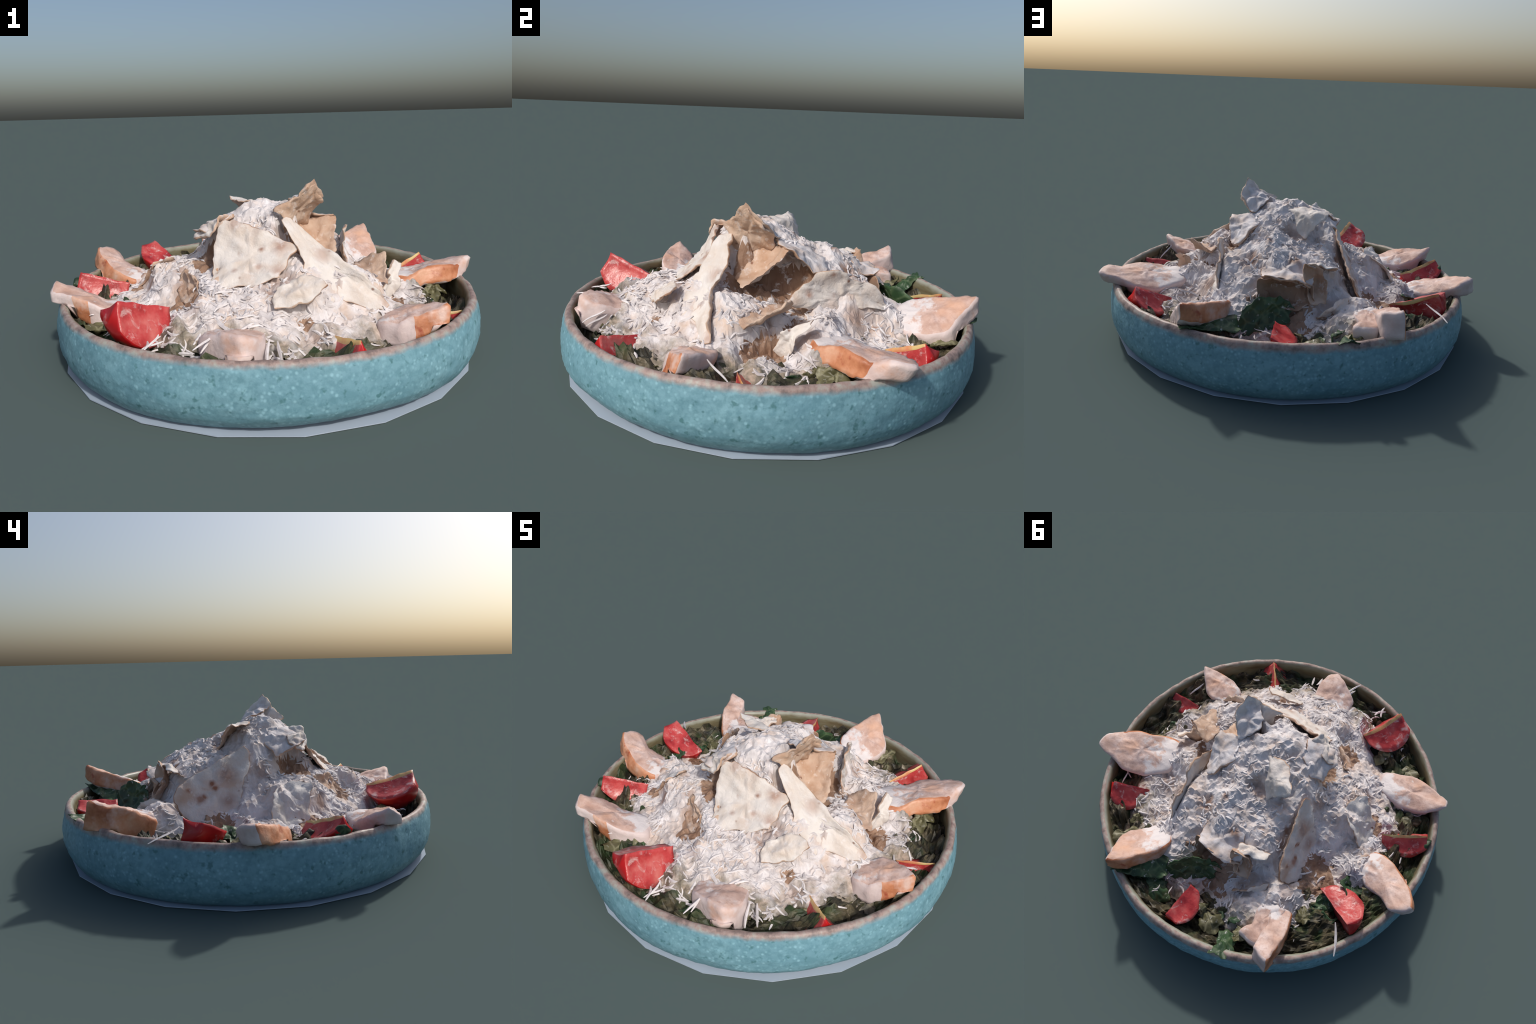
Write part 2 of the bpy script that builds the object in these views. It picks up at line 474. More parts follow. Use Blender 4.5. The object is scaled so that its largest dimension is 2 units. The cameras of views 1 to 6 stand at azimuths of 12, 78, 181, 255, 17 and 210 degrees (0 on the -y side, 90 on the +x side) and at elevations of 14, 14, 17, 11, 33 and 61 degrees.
# left: plateau edge, gap below it, and the dusted crisp
FOLDS["left_gap"] = [
    (-0.22, 0.05, 0.56), (-0.245, 0.10, 0.535), (-0.23, 0.18, 0.50), (-0.25, -0.02, 0.52), (-0.33, 0.16, 0.32), (-0.31, 0.26, 0.33), (-0.225, -0.07, 0.545), (-0.16, -0.14, 0.61), (-0.11, -0.21, 0.615), (-0.13, -0.19, 0.48), (-0.13, -0.24, 0.47),
    (-0.265, -0.11, 0.42), (-0.19, -0.16, 0.395), (-0.30, -0.20, 0.405), (-0.25, -0.265, 0.405), (-0.192, -0.275, 0.415), (-0.30, -0.03, 0.47), (-0.27, 0.03, 0.50), (-0.32, 0.045, 0.425),
    (-0.354, -0.057, 0.414), (-0.435, -0.045, 0.409), (-0.515, -0.04, 0.384), (-0.35, -0.18, 0.41), (-0.42, -0.17, 0.415), (-0.49, -0.195, 0.395), (-0.42, -0.08, 0.40), (-0.55, -0.12, 0.33),
    (-0.595, -0.14, 0.255), (-0.60, -0.05, 0.25), (-0.52, 0.03, 0.29), (-0.40, 0.03, 0.365), (-0.36, 0.10, 0.355), (-0.44, 0.11, 0.305), (-0.548, 0.155, 0.245), (-0.50, 0.12, 0.24), (-0.61, 0.10, 0.265), (-0.66, 0.06, 0.285), (-0.66, 0.0, 0.25),
    (-0.40, 0.16, 0.285), (-0.47, 0.22, 0.21), (-0.29, 0.34, 0.36), (-0.36, 0.36, 0.22), (-0.46, 0.33, 0.21), (-0.56, 0.25, 0.21), (-0.51, 0.335, 0.205), (-0.66, 0.23, 0.22),
    (-0.62, 0.16, 0.30),
]
# left front fold
FOLDS["left_front_fold"] = [
    (-0.32, -0.276, 0.398), (-0.40, -0.25, 0.395), (-0.46, -0.25, 0.355), (-0.50, -0.245, 0.29), (-0.53, -0.20, 0.28), (-0.40, -0.31, 0.36), (-0.31, -0.36, 0.32), (-0.32, -0.38, 0.285), (-0.41, -0.38, 0.29), (-0.48, -0.33, 0.275), (-0.53, -0.345, 0.26),
    (-0.20, -0.40, 0.395), (-0.24, -0.43, 0.29), (-0.19, -0.49, 0.295), (-0.30, -0.45, 0.275), (-0.41, -0.435, 0.262), (-0.50, -0.40, 0.265), (-0.58, -0.35, 0.245), (-0.56, -0.28, 0.26), (-0.62, -0.255, 0.245),
    (-0.66, -0.16, 0.245), (-0.33, -0.55, 0.27), (-0.25, -0.55, 0.285), (-0.40, -0.52, 0.21), (-0.39, -0.60, 0.15), (-0.46, -0.56, 0.14), (-0.52, -0.56, 0.15), (-0.70, -0.24, 0.21),
]
# front face and apron
FOLDS["front_apron"] = [
    (-0.14, -0.28, 0.50), (-0.14, -0.37, 0.39), (0.0, -0.25, 0.57), (0.0, -0.31, 0.46), (0.0, -0.41, 0.40), (0.10, -0.278, 0.60), (0.11, -0.30, 0.53), (0.11, -0.34, 0.47), (0.12, -0.41, 0.42), (0.19, -0.34, 0.48), (0.24, -0.42, 0.44),
    (-0.165, -0.555, 0.378), (-0.14, -0.50, 0.385), (-0.20, -0.57, 0.33), (-0.03, -0.465, 0.385), (0.0, -0.55, 0.365), (0.10, -0.515, 0.374), (0.147, -0.505, 0.395), (0.15, -0.58, 0.325), (-0.205, -0.70, 0.33),
    (-0.225, -0.62, 0.315), (-0.10, -0.66, 0.32), (0.05, -0.68, 0.315), (0.17, -0.66, 0.285), (0.25, -0.575, 0.27), (0.27, -0.53, 0.30), (0.30, -0.49, 0.37), (0.305, -0.60, 0.285), (0.27, -0.40, 0.44),
    (0.368, -0.475, 0.315), (0.335, -0.53, 0.285), (0.36, -0.41, 0.385), (0.421, -0.385, 0.33), (0.46, -0.43, 0.285), (0.484, -0.40, 0.29), (0.533, -0.40, 0.28), (0.48, -0.49, 0.255), (0.51, -0.505, 0.235), (0.58, -0.38, 0.290),
    (0.365, -0.59, 0.285), (0.42, -0.55, 0.27), (0.31, -0.63, 0.225), (0.38, -0.66, 0.235), (0.45, -0.62, 0.22), (0.25, -0.72, 0.25), (0.20, -0.68, 0.26), (0.25, -0.80, 0.23), (0.17, -0.77, 0.25), (-0.13, -0.77, 0.27),
    (-0.22, -0.76, 0.27), (-0.28, -0.80, 0.275), (-0.17, -0.685, 0.26), (0.55, -0.60, 0.20),
]
# right side with the hollow under the crisps
FOLDS["right_hollow"] = [
    (0.30, -0.33, 0.47), (0.40, -0.33, 0.43), (0.22, -0.21, 0.455), (0.22, -0.10, 0.42), (0.30, -0.27, 0.42), (0.29, -0.17, 0.36), (0.36, -0.02, 0.345), (0.26, -0.02, 0.38), (0.34, -0.22, 0.39), (0.42, -0.28, 0.445), (0.41, -0.20, 0.42), (0.37, -0.12, 0.385), (0.44, -0.05, 0.385),
    (0.45, -0.12, 0.385), (0.50, -0.05, 0.33), (0.49, -0.17, 0.395), (0.535, -0.235, 0.385), (0.49, -0.28, 0.42), (0.57, -0.28, 0.33), (0.61, -0.20, 0.225), (0.56, -0.08, 0.22), (0.57, -0.15, 0.21), (0.64, 0.02, 0.29), (0.675, -0.17, 0.27),
    (0.725, -0.12, 0.265), (0.70, -0.04, 0.22), (0.70, 0.06, 0.30), (0.56, 0.02, 0.30), (0.46, 0.02, 0.30), (0.42, 0.10, 0.325), (0.485, 0.165, 0.36), (0.54, 0.09, 0.36), (0.43, 0.27, 0.305), (0.39, 0.40, 0.28),
    (0.39, 0.20, 0.34), (0.56, 0.14, 0.33), (0.64, 0.12, 0.305), (0.62, 0.22, 0.265), (0.52, 0.24, 0.26), (0.47, 0.33, 0.23), (0.57, 0.30, 0.25), (0.46, 0.41, 0.24), (0.44, 0.46, 0.225), (0.56, 0.40, 0.22), (0.66, 0.34, 0.25),
    (0.62, 0.46, 0.23), (0.76, -0.20, 0.225), (0.70, -0.26, 0.235), (0.65, -0.35, 0.265), (0.70, -0.33, 0.25), (0.77, -0.05, 0.23), (0.52, 0.52, 0.20),
]
HEAP = [p for part in FOLDS.values() for p in part]
for k in range(48):
    a = 2 * math.pi * (k + 0.5) / 48
    HEAP.append((0.84 * math.cos(a), 0.84 * math.sin(a), 0.165))
    HEAP.append((0.92 * math.cos(a), 0.92 * math.sin(a), 0.10))
HP = np.array(HEAP)
_tri = delaunay_2d_cdt([Vector(p[:2]) for p in HEAP], [], [], 0, 1e-6)
TV = np.array([v[:] for v in _tri[0]])
TZ = np.array([HP[min(o)][2] if o else 0.1 for o in _tri[3]])
TF = np.array([f[:] for f in _tri[2]])


def plane_z(xy):
    """height of the folded sheets: flat facets between the fold points"""
    xy = np.atleast_2d(xy)
    out = np.full(len(xy), 0.09)
    for f in TF:
        (x0, y0), (x1, y1), (x2, y2) = TV[f]
        d = (y1 - y2) * (x0 - x2) + (x2 - x1) * (y0 - y2)
        if abs(d) < 1e-12:
            continue
        l0 = ((y1 - y2) * (xy[:, 0] - x2) + (x2 - x1) * (xy[:, 1] - y2)) / d
        l1 = ((y2 - y0) * (xy[:, 0] - x2) + (x0 - x2) * (xy[:, 1] - y2)) / d
        l2 = 1 - l0 - l1
        m = (l0 >= -1e-9) & (l1 >= -1e-9) & (l2 >= -1e-9)
        out[m] = l0[m] * TZ[f[0]] + l1[m] * TZ[f[1]] + l2[m] * TZ[f[2]]
    return out


def heap_z(xy):
    """slightly rounded folds"""
    xy = np.atleast_2d(xy)
    e = 0.009
    return (plane_z(xy) * 2 + plane_z(xy + [e, 0]) + plane_z(xy - [e, 0]) + plane_z(xy + [0, e]) + plane_z(xy - [0, e])) / 6


def lumps(x, y, z):
    """coarse ridges and fine grated relief of the cheese layer"""
    p = (x, y, z)
    return fbm(p, 10, 2, 1.7) * 0.020 + (0.35 - abs(fbm(p, 21, 2, 5.1))) * 0.022 + fbm(p, 45, 2, 2.9) * 0.010


# hollows whose faces get the darkened colour for their shade: centre, radius, top
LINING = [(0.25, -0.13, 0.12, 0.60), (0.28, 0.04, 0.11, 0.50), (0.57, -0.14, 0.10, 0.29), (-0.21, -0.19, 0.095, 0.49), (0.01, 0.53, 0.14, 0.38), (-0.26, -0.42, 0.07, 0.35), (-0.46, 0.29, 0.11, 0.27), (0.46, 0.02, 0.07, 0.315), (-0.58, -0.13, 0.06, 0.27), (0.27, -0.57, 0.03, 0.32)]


def heap():
    step = 0.0135
    verts, idx = [], {}
    n = int(0.93 / step)
    pts, keys = [], []
    for i in range(-n, n + 1):
        for j in range(-n, n + 1):
            x = (i + 0.5 * (j % 2)) * step
            y = j * step * 0.866 * 1.0
            if math.hypot(x, y) < 0.88:
                x += RNG.uniform(-0.3, 0.3) * step
                y += RNG.uniform(-0.3, 0.3) * step
                idx[(i, j)] = len(pts)
                pts.append((x, y))
                keys.append((i, j))
    P = np.array(pts)
    Z = np.concatenate([heap_z(c) for c in np.array_split(P, 12)])
    for (x, y), z in zip(pts, Z):
        verts.append((x, y, z - 0.006 + lumps(x, y, z)))
    faces = []
    for (i, j) in keys:
        s = j % 2
        a, b = idx[(i, j)], idx.get((i + 1, j))
        u, w = idx.get((i + s, j + 1)), idx.get((i + s - 1, j + 1))
        if b is not None and u is not None:
            faces.append((a, b, u))
        if u is not None and w is not None:
            faces.append((a, u, w))
    faces = [f for f in faces if max(verts[k][2] for k in f) > 0.10]
    fm = []
    for f in faces:
        p = sum((np.array(verts[k]) for k in f), np.zeros(3)) / 3
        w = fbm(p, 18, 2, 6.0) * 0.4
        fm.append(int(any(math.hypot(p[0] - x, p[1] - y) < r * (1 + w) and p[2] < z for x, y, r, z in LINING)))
    make("cheese_layer", verts, faces, [CHEESE, SHADE_DARKENED], fm, False)


heap()

# ------------------------------------------------------------------ slabs: chicken slices, crisps and leaves


def resample(pts, n, smooth=0.5):
    """closed Catmull-Rom through the outline, n samples evenly spaced"""
    P = np.array(pts, float)
    m = len(P)
    dense = []
    for i in range(m):
        p0, p1, p2, p3 = P[i - 1], P[i], P[(i + 1) % m], P[(i + 2) % m]
        for t in np.linspace(0, 1, 12, endpoint=False):
            cr = 0.5 * ((2 * p1) + (-p0 + p2) * t + (2 * p0 - 5 * p1 + 4 * p2 - p3) * t * t + (-p0 + 3 * p1 - 3 * p2 + p3) * t ** 3)
            li = p1 + (p2 - p1) * t
            dense.append((cr * smooth + li * (1 - smooth), i))
    D = np.array([d[0] for d in dense])
    L = np.r_[0, np.cumsum(np.linalg.norm(np.diff(np.r_[D, D[:1]], axis=0), axis=1))]
    s = np.linspace(0, L[-1], n, endpoint=False)
    k = np.searchsorted(L, s, side="right") - 1
    f = ((s - L[k]) / (L[k + 1] - L[k]))[:, None]
    return D[k] * (1 - f) + D[(k + 1) % len(D)] * f, [dense[q][1] for q in k]


def slab(name, outline, thick, mats, skin_edges=(), n=56, rings=7, bulge=0.0, rough=0.006, rscale=18, round_=0.02, smooth=0.5, side_levels=4, flat=False, ragged=0.0, seed=0.0, shrink=0.9, rest=False):
    """solid slab: top face spanned by an outline, extruded along the vector `thick`.
    mats = top, plain side, skin side, underside"""
    O, src = resample(outline, n, smooth)
    if ragged:
        c0 = O.mean(0)
        for i in range(n):
            O[i] += (O[i] - c0) / (np.linalg.norm(O[i] - c0) + 1e-9) * fbm(O[i], 30, 2, seed + 3) * ragged
    c = O.mean(0)
    area = sum((np.cross(O[i] - c, O[(i + 1) % n] - c) for i in range(n)), np.zeros(3))
    N = area / np.linalg.norm(area)
    T = np.array(thick, float)
    if np.dot(N, T) > 0:
        O, src = O[::-1].copy(), [src[(i - 1) % n] for i in range(n)][::-1]
        N = -N
    verts, faces, fm = [], [], []

    def ring(points):
        b = len(verts)
        verts.extend(points)
        return b

    def bridge(a, b, mat):
        for i in range(n):
            k = (i + 1) % n
            faces.append((b + i, b + k, a + k, a + i))
            fm.append(mat(i) if callable(mat) else mat)

    def top(s):
        return c + (O - c) * s + N * bulge * (1 - s * s)

    verts.append(c + N * bulge)
    prev = None
    th = np.linalg.norm(T)
    rd = min(round_, th * 0.45)
    scales = [(k / rings) for k in range(1, rings)] + [1 - rd / 0.12 * 0.35]
    for k, s in enumerate(scales):
        b = ring(top(min(s, 0.985)))
        if prev is None:
            for i in range(n):
                faces.append((0, b + i, b + (i + 1) % n))
                fm.append(0)
        else:
            bridge(prev, b, 0)
        prev = b

    def side(i):
        return 2 if src[i] in skin_edges else 1

    for q in range(side_levels + 1):
        u = q / side_levels
        depth = rd * 0.5 + (th - rd) * u
        s = 1 - (1 - shrink) * u * u
        P = c + (O - c) * s + T / th * depth
        b = ring(P)
        bridge(prev, b, side)
        prev = b
    for s in (0.7, 0.35):
        b = ring(c + (O - c) * s * shrink + T + N * bulge * (1 - s * s) * (1 if th < 0.03 else 0))
        bridge(prev, b, 3)
        prev = b
    if rings > 2:
        # relax the inside of the face so it spans its outline like a taut skin
        k_in = len(scales) - 1
        G = np.array([verts[1 + q * n:1 + (q + 1) * n] for q in range(k_in + 1)])
        mid = np.array(verts[0])
        for _ in range(60):
            H = G.copy()
            for q in range(k_in):
                lo = np.repeat(mid[None], n, 0) if q == 0 else G[q - 1]
                H[q] = 0.25 * (lo + G[q + 1] + np.roll(G[q], 1, 0) + np.roll(G[q], -1, 0))
            G = H
            mid = G[0].mean(0)
        s_of = [0.0] + [q / (k_in + 1) for q in range(1, k_in + 2) for _ in range(n)]
        newv = np.concatenate([mid[None], G.reshape(-1, 3)])
        for q in range(len(newv)):
            verts[q] = newv[q] + N * bulge * (1 - s_of[q] ** 2)
        if th < 0.03:
            k_bot = len(verts) - 2 * n
            for w, s in enumerate((0.7, 0.35)):
                src_ring = max(0, min(k_in, int(round(s * (k_in + 1))) - 1))
                for i in range(n):
                    verts[k_bot + w * n + i] = np.array(verts[1 + src_ring * n + i]) + T
    e = len(verts)
    verts.append(np.array(verts[0]) + T if th < 0.03 and rings > 2 else c + T + N * bulge * (1 if th < 0.03 else 0))
    for i in range(n):
        faces.append((prev + (i + 1) % n, prev + i, e))
        fm.append(3)
    out = []
    for p in verts:
        w = Vector((fbm(p, rscale, 3, seed), fbm(p, rscale, 3, seed + 11), fbm(p, rscale, 3, seed + 23)))
        w2 = fbm(p, rscale * 2.7, 2, seed + 5)
        q = Vector(p) + w * rough + Vector(N) * w2 * rough * 0.7
        if rest:
            over = math.hypot(q.x - CX, q.y - CY)
            if over > 0.90:
                q.z = max(q.z, 0.278 + 0.10 * (over - 0.93))
        out.append(q)
    return make(name, out, faces, mats, fm, not flat)


CH = [FLESH, PALE, SKIN, PALE]
CHICKEN = [
    # outline of the cut face, thickness vector, outline edges that carry roasted skin
    ([(0.082, -0.892, 0.348), (0.018, -0.872, 0.336), (-0.041, -0.837, 0.316), (-0.10, -0.785, 0.29), (-0.09, -0.66, 0.27), (0.11, -0.66, 0.28), (0.146, -0.79, 0.306), (0.125, -0.86, 0.335)],
     (0.012, -0.035, -0.135), ()),
    ([(-0.889, -0.461, 0.332), (-0.772, -0.487, 0.331), (-0.68, -0.514, 0.304), (-0.595, -0.511, 0.279), (-0.49, -0.47, 0.25), (-0.50, -0.36, 0.25), (-0.66, -0.322, 0.248), (-0.777, -0.327, 0.293),
      (-0.832, -0.35, 0.324), (-0.893, -0.40, 0.364)], (0.02, -0.012, -0.115), (1,)),
    ([(-0.986, 0.222, 0.386), (-0.950, 0.152, 0.368), (-0.891, 0.096, 0.338), (-0.838, 0.049, 0.310), (-0.771, 0.016, 0.292), (-0.68, 0.0, 0.26), (-0.62, 0.09, 0.25), (-0.70, 0.19, 0.26), (-0.781, 0.217, 0.277),
      (-0.827, 0.233, 0.291), (-0.892, 0.277, 0.343), (-0.945, 0.268, 0.375)], (-0.022, -0.022, -0.095), (0, 1, 2, 3, 4)),
    ([(-0.508, 0.842, 0.418), (-0.518, 0.781, 0.381), (-0.512, 0.688, 0.369), (-0.500, 0.610, 0.335), (-0.47, 0.54, 0.29), (-0.38, 0.56, 0.30), (-0.405, 0.68, 0.335), (-0.406, 0.756, 0.358), (-0.416, 0.812, 0.392)],
     (-0.012, 0.035, -0.13), (0, 1, 2, 3)),
    ([(0.460, 0.854, 0.418), (0.386, 0.802, 0.392), (0.332, 0.725, 0.372), (0.275, 0.631, 0.345), (0.29, 0.54, 0.31), (0.42, 0.51, 0.25), (0.49, 0.584, 0.245), (0.536, 0.654, 0.268), (0.541, 0.695, 0.285),
      (0.517, 0.735, 0.328), (0.493, 0.79, 0.370)], (-0.004, 0.03, -0.09), (0, 1, 2, 3)),
    ([(0.996, 0.33, 0.352), (0.985, 0.25, 0.37), (0.942, 0.195, 0.342), (0.858, 0.131, 0.350), (0.773, 0.102, 0.339), (0.703, 0.055, 0.315), (0.58, 0.04, 0.30), (0.56, 0.22, 0.29), (0.68, 0.32, 0.262),
      (0.788, 0.368, 0.297), (0.882, 0.352, 0.323)], (-0.012, -0.045, -0.085), (2, 3, 4, 5)),
    ([(0.806, -0.478, 0.350), (0.743, -0.502, 0.329), (0.681, -0.519, 0.306), (0.618, -0.526, 0.273), (0.54, -0.48, 0.265), (0.55, -0.38, 0.27), (0.64, -0.335, 0.285), (0.699, -0.342, 0.297), (0.737, -0.370, 0.309),
      (0.775, -0.414, 0.335)], (0.014, -0.028, -0.09), (0, 1)),
    # a smaller, cheese-dusted piece beside the back slice
    ([(-0.30, 0.77, 0.30), (-0.33, 0.70, 0.30), (-0.31, 0.62, 0.30), (-0.33, 0.55, 0.31), (-0.44, 0.55, 0.31), (-0.43, 0.68, 0.32), (-0.41, 0.78, 0.30)], (0.0, 0.01, -0.09), ()),
]
for i, (o, t, sk) in enumerate(CHICKEN):
    slab("chicken_slice", o, t, CH, sk, n=72, rings=9, rough=0.008, rscale=13, seed=i * 3.1, round_=0.022, smooth=0.6, side_levels=6, bulge=0.006, shrink=0.96, rest=True)

# ------------------------------------------------------------------ tomato wedges


def wedge(outer, inner, belly, radius, half=0.68, seed=0.0):
    """lengthwise tomato wedge: the core runs from outer to inner, the skin bulges along `belly`"""
    A, B = np.array(outer, float), np.array(inner, float)
    ax = B - A
    L = np.linalg.norm(ax)
    ax /= L
    D = np.array(belly, float)
    D -= ax * np.dot(D, ax)
    D /= np.linalg.norm(D)
    S = np.cross(ax, D)
    nl, ns, nf = 18, 16, 6
    verts, faces, fm = [], [], []
    loop = None
    m = ns + 1 + 2 * nf
    for i in range(nl + 1):
        t = i / nl
        w = max(0.03, math.sin(math.pi * (0.11 + 0.85 * t)) ** 0.45)
        base = A + ax * L * t
        R = radius * w
        row = []
        for j in range(ns + 1):
            a = -half + 2 * half * j / ns
            row.append(base + (D * math.cos(a) + S * math.sin(a)) * R)
        for side, a in ((1, half), (-1, -half)):
            e = D * math.cos(a) + S * math.sin(a)
            order = range(1, nf + 1)
            seg = []
            for q in order:
                u = 1 - q / nf if side == 1 else q / nf - 1 / nf
                dip = -0.10 * radius * math.sin(math.pi * u) * w
                seg.append(base + e * R * u + (S * side) * dip)
            row.extend(seg)
        b = len(verts)
        verts.extend(row)
        if loop is not None:
            for j in range(m):
                k = (j + 1) % m
                faces.append((loop + j, loop + k, b + k, b + j))
                if j < ns:
                    fm.append(0)
                elif j in (ns + nf - 1, ns + nf):
                    fm.append(2)
                else:
                    fm.append(1)
        loop = b
    faces.append(tuple(range(m - 1, -1, -1)))
    fm.append(0)
    faces.append(tuple(range(loop, loop + m)))
    fm.append(0)
    out = [Vector(p) + Vector((fbm(p, 14, 2, seed), fbm(p, 14, 2, seed + 7), fbm(p, 14, 2, seed + 13))) * 0.006 for p in verts]
    ob = make("tomato_wedge", out, faces, [TSKIN, TFLESH, TCORE], fm, True)
    return ob


TOMATO = [
    ((0.486, -0.778, 0.300), (0.36, -0.60, 0.25), (0.10, -0.15, -1.0), 0.15),
    ((-0.408, -0.788, 0.410), (-0.28, -0.585, 0.33), (-0.62, -0.55, -0.55), 0.175, 0.8),
    ((-0.872, -0.19, 0.345), (-0.66, -0.10, 0.27), (-0.15, 0.12, -1.0), 0.125),
    ((-0.742, 0.465, 0.365), (-0.53, 0.34, 0.25), (-0.42, -0.50, -0.75), 0.15),
    ((0.065, 0.898, 0.292), (0.052, 0.70, 0.285), (-0.45, 0.1, -0.85), 0.125),
    ((0.762, 0.46, 0.33), (0.60, 0.37, 0.24), (0.35, 0.55, -0.75), 0.14),
    ((0.895, -0.262, 0.252), (0.72, -0.27, 0.235), (-0.05, 0.3, -1.0), 0.10),
]
for i, t in enumerate(TOMATO):
    wedge(*t, seed=i * 2.3)
# green calyx scar on the left wedge
slab("tomato_calyx", [(-0.912, -0.215, 0.285), (-0.912, -0.19, 0.315), (-0.906, -0.155, 0.312), (-0.906, -0.135, 0.283), (-0.908, -0.17, 0.262)], (0.03, 0.0, -0.004), [LEAF] * 4, n=20, rings=3, rough=0.003)

